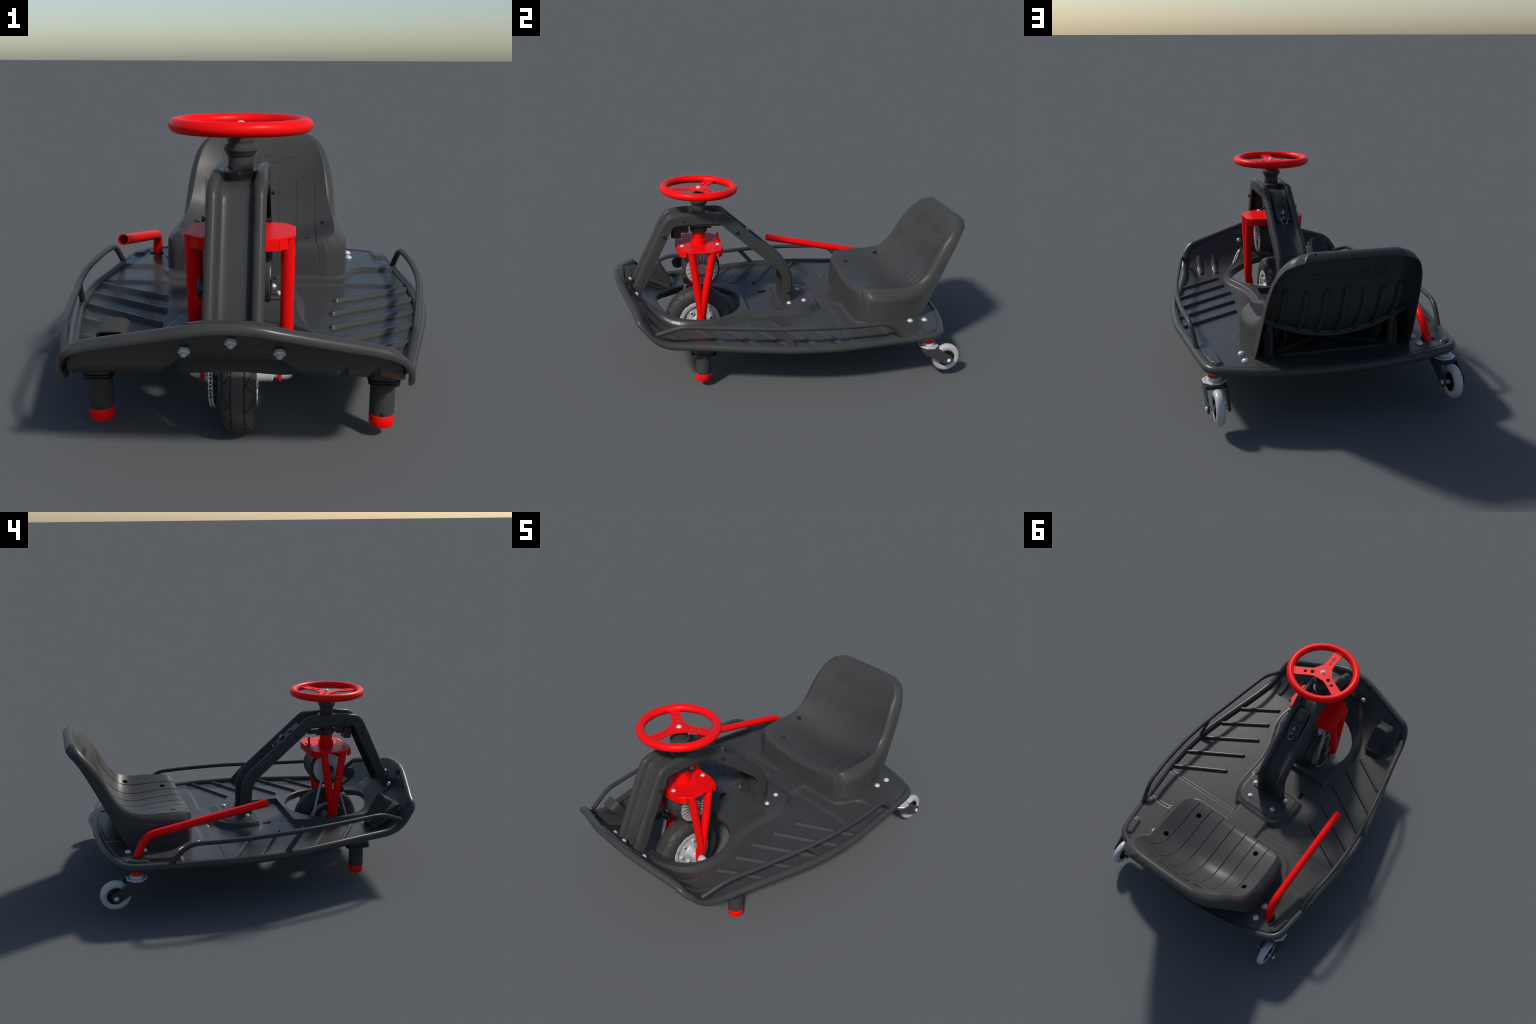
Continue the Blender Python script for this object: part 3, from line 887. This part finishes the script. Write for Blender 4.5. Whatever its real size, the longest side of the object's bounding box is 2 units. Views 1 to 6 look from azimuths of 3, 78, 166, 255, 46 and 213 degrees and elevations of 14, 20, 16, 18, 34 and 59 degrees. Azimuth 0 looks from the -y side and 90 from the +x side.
# ------------------------------------------------------------------ foot pedal
ped = empty("foot_pedal", (-.36, -.74, .3), ROOT)
v = []; f = []
bp = rounded_poly([(-.415, -.835), (-.305, -.835), (-.295, -.655), (-.425, -.655)], .022)
low = []; top = []; mid = []
C = np.mean(np.array(bp), 0)
for x, y in bp:
    low.append((x, y, zdeck(x, y) - .004))
    mid.append((x, y, zdeck(x, y) + .016 + .006 * (y + .74)))
    q = np.array([x, y]) * .93 + C * .07
    top.append((q[0], q[1], zdeck(q[0], q[1]) + .022))
nb = len(bp)
v = low + mid + top
for L in range(2):
    for i in range(nb): f.append((L * nb + i, L * nb + (i + 1) % nb, (L + 1) * nb + (i + 1) % nb, (L + 1) * nb + i))
f.append([2 * nb + i for i in range(nb)]); f.append(list(range(nb)))
obj("pedal_base", v, f, M_DECK, ped, 40)
B0 = Vector((-.357, -.655, .296)); T0 = Vector((-.357, -.738, .446))
up = (T0 - B0).normalized(); nrmv = Vector((0, -up.z, up.y)); nrmv = -nrmv if nrmv.y < 0 else nrmv   # faces the driver
def ped_xf(x, t, h): return B0 + Vector((1, 0, 0)) * x + up * t + nrmv * h
Lp = (T0 - B0).length
face = rounded_poly([(-.050, 0), (.050, 0), (.046, Lp), (-.046, Lp)], [.006, .006, .028, .028], 6)
g = Geo().add(prism(face, -.006, .002, .002, ped_xf))
# side skirt of the hollow pedal
n_ = len(face)
rimv = []
for (x, t) in face: rimv.append((x, t))
inn_ = [(x * .90, Lp * .5 + (t - Lp * .5) * .94) for x, t in face]
dep = lambda t: -.016 - .040 * min(1.0, 1.6 * t / Lp)
vv = [ped_xf(x, t, -.005) for x, t in rimv] + [ped_xf(x, t, dep(t)) for x, t in rimv] + [ped_xf(x, t, dep(t)) for x, t in inn_] + [ped_xf(x, t, -.005) for x, t in inn_]
ff = []
for L in range(3):
    for i in range(n_): ff.append((L * n_ + i, L * n_ + (i + 1) % n_, (L + 1) * n_ + (i + 1) % n_, (L + 1) * n_ + i))
g.add((vv, ff))
make("pedal_pad", g, M_BLACK if False else M_FRAME, ped, 35)
g = Geo()
for t in (.045, .085, .125): g.add(prism(rounded_poly([(-.026, t - .003), (.026, t - .003), (.026, t + .003), (-.026, t + .003)], .002), .0012, .0045, .001, ped_xf))
make("pedal_grip", g, M_FRAME, ped, 35)
g = Geo().add(box(ped_xf(0, .05, -.045), (.026, .03, .03), .004)); g.add(prism([(-.83, .362), (-.655, .272), (-.640, .298), (-.80, .385), (-.83, .392)], -.047, .047, .002, lambda a, b, z: (-.357 + z, a, b))).add(cyl((-.41, -.668, .295), (-.305, -.668, .295), .010, 16))
make("pedal_hinge", g, M_FRAME, ped, 35)
# ------------------------------------------------------------------ seat
#        centre y,z      edge y,z      half width   lower edge x,y,z
ST = [((.362, .396), (.370, .430), .290, (.312, .362, .281)),
      ((.385, .4015), (.383, .443), .318, (.356, .385, .281)),
      ((.415, .402), (.415, .455), .334, (.383, .425, .281)),
      ((.500, .398), (.500, .461), .343, (.396, .500, .281)),
      ((.603, .3865), (.608, .463), .343, (.390, .600, .281)),
      ((.662, .389), (.660, .471), .341, (.381, .662, .283)),
      ((.715, .406), (.705, .491), .334, (.373, .705, .288)),
      ((.766, .447), (.750, .538), .322, (.367, .750, .360)),
      ((.815, .508), (.785, .600), .312, (.360, .793, .450)),
      ((.841, .570), (.815, .660), .304, (.352, .834, .540)),
      ((.862, .632), (.845, .710), .294, (.342, .877, .630)),
      ((.901, .720), (.886, .765), .275, (.325, .918, .708)),
      ((.928, .785), (.917, .803), .246, (.298, .953, .762)),
      ((.942, .815), (.937, .824), .217, (.268, .979, .788)),
      ((.953, .838), (.949, .837), .178, (.222, .996, .806))]
tab = np.array([[*c, *e, w, *b] for c, e, w, b in ST])
PER = 12
tabf = np.array(catmull(tab, PER))
NS = len(tabf)
GROOVES = [-.259, -.172, -.087, 0.0, .087, .172, .259]
def seat_pt(row, x, groove=True):
    w = row[4]
    k = (abs(x) / w) ** 2
    k = min(k, 1.0)
    return np.array([x, row[0] * (1 - k) + row[2] * k, row[1] * (1 - k) + row[3] * k])
# x positions across: common parameter t in [-1,1]; finer around the grooves is given by local x
def xs_row(row):
    w = row[4]
    return w
ts = np.linspace(-1, 1, 141)
# patch built on absolute x where possible, squeezed to the row width
seat_v = []; nx = None
base_x = sorted(set([round(x, 5) for x in np.linspace(-.345, .345, 116)] + [round(gx_ + d, 5) for gx_ in GROOVES for d in (-.0034, -.0018, 0, .0018, .0034)]))
base_x = [x for x in base_x if all(abs(x - gx_) > .0045 or abs(abs(x - gx_) - .0034) < 1e-4 or abs(abs(x - gx_) - .0018) < 1e-4 or abs(x - gx_) < 1e-4 for gx_ in GROOVES)]
WMAX = .345
def squeeze(x, w):
    # keep x unchanged in the middle, compress only close to the edges
    s_ = abs(x); lim = .262
    if w >= WMAX: return x
    if w > lim + .008:
        r = s_ if s_ <= lim else lim + (s_ - lim) * (w - lim) / (WMAX - lim)
    else:
        r = s_ * w / WMAX if False else (s_ * (w - .008) / lim if s_ <= lim else (w - .008) + (s_ - lim) * .008 / (WMAX - lim))
    return math.copysign(r, x)
rows = []
frac = np.linspace(0, len(ST) - 1, NS)
for i, row in enumerate(tabf):
    w = row[4]
    line = []
    for x0 in base_x:
        x = squeeze(x0, w)
        p = seat_pt(row, x)
        line.append(p)
    rows.append(line)
rows = np.array(rows)         # NS x NX x 3
NX = rows.shape[1]
# normals of the patch for the grooves
du = np.gradient(rows, axis=0); dv_ = np.gradient(rows, axis=1)
nn = np.cross(dv_, du); nn /= np.linalg.norm(nn, axis=2)[:, :, None] + 1e-12
if nn[NS // 3, NX // 2, 2] < 0: nn = -nn
# groove ends on the backrest
gend = {0.0: 10.0, .087: 9.75, .172: 9.35, .259: 8.8}
for j, x0 in enumerate(base_x):
    for gx_ in GROOVES:
        dd = abs(x0 - gx_)
        if dd < .002:
            endf = gend[round(abs(gx_), 3)]
            for i in range(NS):
                if 0 <= frac[i] < endf:
                    rows[i, j] -= nn[i, j] * (.0045 if dd < .001 else .0035)
vs = rows.reshape(-1, 3).tolist(); fs = []
for i in range(NS - 1):
    for j in range(NX - 1):
        a = i * NX + j
        fs.append((a, a + 1, a + 1 + NX, a + NX))
# boundary loop: front row, right side up, top row, left side down
loop = [(0, j) for j in range(NX)] + [(i, NX - 1) for i in range(1, NS)] + [(NS - 1, j) for j in range(NX - 2, -1, -1)] + [(i, 0) for i in range(NS - 2, 0, -1)]
SK = 14
def lower(i, j):
    row = tabf[i]; w = row[4]; x = rows[i, j, 0]
    if 0 < i < NS - 1 or j in (0, NX - 1):
        sgn = -1 if j == 0 else 1
        return np.array([sgn * row[5], row[6], row[7]])
    if i == 0:
        t = x / w
        return np.array([t * row[5], .356 + (row[6] - .356) * abs(t) ** 6, .281])
    t = x / w
    return np.array([t * row[5], 1.000 + (row[6] - 1.000) * abs(t) ** 4, .816 + (row[7] - .816) * abs(t) ** 4])
def knee(i, j, I, B):
    row = tabf[i]; fr = frac[i]
    if i == 0 and j not in (0, NX - 1):
        return np.array([I[0] * .7 + B[0] * .3, I[1] - .010, I[2] - .002])
    if i == NS - 1 and j not in (0, NX - 1):
        return np.array([I[0] * .5 + B[0] * .5, I[1] + .024, I[2] + .010])
    k = min(1.0, max(0.0, (fr - 4) / 3)); k = k * k * (3 - 2 * k)
    q = .95 * (1 - k) + .68 * k
    pan = np.array([B[0] * q + I[0] * (1 - q), I[1] * .6 + B[1] * .4, I[2] - .030])
    back = np.array([B[0] * q + I[0] * (1 - q), I[1] * .72 + B[1] * .28, I[2] * .88 + B[2] * .12 + .006])
    return pan * (1 - k) + back * k
skirt_rows = [[i * NX + j for i, j in loop]]
for s_ in range(1, SK + 1):
    cur = []
    for i, j in loop:
        I = rows[i, j]; B = lower(i, j); K = knee(i, j, I, B)
        dK = B - K; L = np.linalg.norm(dK)
        kk = min(1.0, max(0.0, (frac[i] - 4) / 3))
        rr = min(.034 * (1 - kk) + .062 * kk, L * .8)
        if i == 0: rr = min(.030, L * .8)
        Mp = K + dK / (L + 1e-9) * rr
        if s_ <= 8:
            t = s_ / 8
            p = (1 - t) ** 2 * I + 2 * t * (1 - t) * K + t * t * Mp
        else:
            t = (s_ - 8) / (SK - 8)
            p = Mp * (1 - t) + B * t
        cur.append(len(vs)); vs.append(p.tolist())
    skirt_rows.append(cur)
NL = len(loop)
for a, b in zip(skirt_rows[:-1], skirt_rows[1:]):
    for k in range(NL):
        k2 = (k + 1) % NL
        fs.append((a[k], a[k2], b[k2], b[k]))
seat_root = empty("seat", (0, .6, .29), ROOT)
seat = obj("seat_shell", vs, fs, M_SEAT, seat_root, None)
md = seat.modifiers.new("thick", 'SOLIDIFY'); md.thickness = .005; md.offset = -1
cutters = []
def seat_at(x, fr):
    """point and normal of the seat's sitting surface at lateral x and station fr"""
    q = fr * PER; i = int(min(max(q, 0), NS - 2)); t = q - i
    row = tabf[i] * (1 - t) + tabf[i + 1] * t
    row2 = tabf[min(i + 1, NS - 1)]; row1 = tabf[max(i - 1, 0)]
    p = seat_pt(row, x)
    a = seat_pt(row2, x) - seat_pt(row1, x); b = seat_pt(row, x + .004) - seat_pt(row, x - .004)
    n_ = np.cross(b, a); n_ /= np.linalg.norm(n_)
    if n_[1] * .6 - n_[2] > 0: n_ = -n_
    return p, n_
HOLES = []
for x, y in ((.213, .445), (-.213, .445), (.287, .659), (-.287, .659)):
    frs = np.linspace(1, 8, 400)
    fr = frs[np.argmin([abs(seat_at(x, q)[0][1] - y) for q in frs])]
    p, n_ = seat_at(x, fr)
    n_ = n_ * .75 + np.array([0, 0, .25]); n_ /= np.linalg.norm(n_)
    HOLES.append((Vector(p), Vector(n_)))
for p, n_ in HOLES:
    cutters.append(cyl(p - n_ * .016, p + n_ * .03, .0160, 28))
# one hole through the top rim
v, f = cyl((.172, .978, .81), (.172, .976, .88), .006, 14); cutters.append((v, f))
g = Geo()
for c in cutters: g.add(c)
cut = make("hole_cutter", g, M_SEAT, None, None)
bo = seat.modifiers.new("holes", 'BOOLEAN'); bo.object = cut; bo.operation = 'DIFFERENCE'; bo.solver = 'EXACT'
dg = bpy.context.evaluated_depsgraph_get()
me2 = bpy.data.meshes.new_from_object(seat.evaluated_get(dg))
seat.modifiers.clear(); old = seat.data; seat.data = me2
me2.materials.clear(); me2.materials.append(M_SEAT)
me2.polygons.foreach_set("material_index", [0] * len(me2.polygons))
bpy.data.objects.remove(cut)
shade(me2, 38)
# screw cups and posts below the holes
g = Geo()
for p, n_ in HOLES:
    g.add(lathe([(.0164, -.0035), (.0164, -.042), (.0005, -.042), (.0005, -.048), (.0235, -.048), (.0235, -.010)], p, n_, 28, closed=True))
    b_ = p - n_ * .046
    g.add(cyl((b_.x, b_.y, b_.z), (b_.x, b_.y, .278), .0235, 24)); g.add(box((b_.x, b_.y + .028, .340), (.003, .016, .055), .001))
make("seat_post", g, M_SEAT, seat_root, 40)
g = Geo()
for p, n_ in HOLES: g.add(cyl(p - n_ * .0415, p - n_ * .036, .010, 16, .0015))
make("seat_screw", g, M_STEEL, seat_root, 40)

# ribs moulded on the back of the backrest
rlen = {0.0: 10.35, .087: 10.1, .172: 9.7, .259: 9.2}
for gx_ in GROOVES:
    path = []; rad = []
    frs = np.linspace(5.6, rlen[round(abs(gx_), 3)], 26)
    for k, fr in enumerate(frs):
        p, n_ = seat_at(gx_, fr)
        path.append(p - n_ * .012)
        rad.append(.0105)
    make("back_rib", Geo().add(sweep(path, rad, 12)), M_SEAT, seat_root, 50)
# hanging band along the rear lower edge of the pan
v = []; f = []
XB = np.linspace(-.345, .345, 60)
for x in XB:
    p, n_ = seat_at(max(-.33, min(.33, x)), 6.05)
    q = p - n_ * .006
    for dy, dz in ((0, 0), (.006, -.002), (.006, -.028), (0, -.028)):
        v.append((x, q[1] + dy, q[2] + dz))
for i in range(len(XB) - 1):
    for k in range(4): f.append((i * 4 + k, i * 4 + 4 + k, i * 4 + 4 + (k + 1) % 4, i * 4 + (k + 1) % 4))
f.append((0, 1, 2, 3)); f.append(tuple((len(XB) - 1) * 4 + k for k in range(4)))
obj("pan_edge_band", v, f, M_SEAT, seat_root, 40)
g = Geo()
for s in (1, -1):
    g.add(prism([(.62, .285), (.70, .36), (.70, .41), (.56, .40), (.56, .285)], -.002, .002, 0, lambda a, b, z: (s * .225 + z, a, b)))
make("seat_gusset", g, M_SEAT, seat_root, None)

# raised lettering and ring emblem, front and (mirrored through the thin shell) back
def station_for(x, z):
    lo, hi = 6.5, 13.0
    for _ in range(40):
        mid_ = (lo + hi) / 2
        if seat_at(x, mid_)[0][2] < z: lo = mid_
        else: hi = mid_
    return lo
cu = bpy.data.curves.new("lettering_curve", 'FONT')
cu.body = "Razor."
cu.size = .074; cu.extrude = .5; cu.resolution_u = 4; cu.space_character = 1.05
to = bpy.data.objects.new("lettering_tmp", cu); bpy.context.collection.objects.link(to)
dg = bpy.context.evaluated_depsgraph_get()
tm = bpy.data.meshes.new_from_object(to.evaluated_get(dg))
bpy.data.objects.remove(to)
tv = np.array([tuple(p.co) for p in tm.vertices]); tf = [tuple(p.vertices) for p in tm.polygons]
sx = .280 / (tv[:, 0].max() - tv[:, 0].min())
tv[:, 0] = (tv[:, 0] - tv[:, 0].min()) * sx - .092
def wrap(points, depth_front, depth_back, zc):
    out = []
    for x, yv, h in points:
        fr = station_for(x, zc + yv)
        p, n_ = seat_at(x, fr)
        out.append(p + n_ * (depth_front if h > 0 else depth_back))
    return out
obj("lettering", wrap(tv, .0020, -.002, .694), tf, M_SEAT, seat_root, 30)
obj("lettering", wrap(tv, -.0045, -.0085, .694), tf, M_SEAT, seat_root, 30)
def emblem(df, db):
    g = Geo()
    for r0, r1, a0_, a1_ in ((.026, .032, .0, 2 * math.pi), (.010, .0165, .6, 5.6)):
        P_ = []
        for a in np.linspace(a0_, a1_, 40): P_.append((a, r0, r1))
        pts_ = []
        for a, q, r in P_:
            for rr in (q, r):
                for h in (1, -1): pts_.append((-.148 + rr * 1.0 * math.cos(a), rr * 1.05 * math.sin(a), h))
        vv = wrap(pts_, df, db, .720); ff = []
        for i in range(len(P_) - 1):
            a = i * 4
            for k, k2 in ((0, 2), (2, 3), (3, 1), (1, 0)): ff.append((a + k, a + k2, a + 4 + k2, a + 4 + k))
        g.add((vv, ff))
    return g
make("emblem", emblem(.0020, -.002), M_SEAT, seat_root, 30)
make("emblem", emblem(-.0055, -.0085), M_SEAT, seat_root, 30)
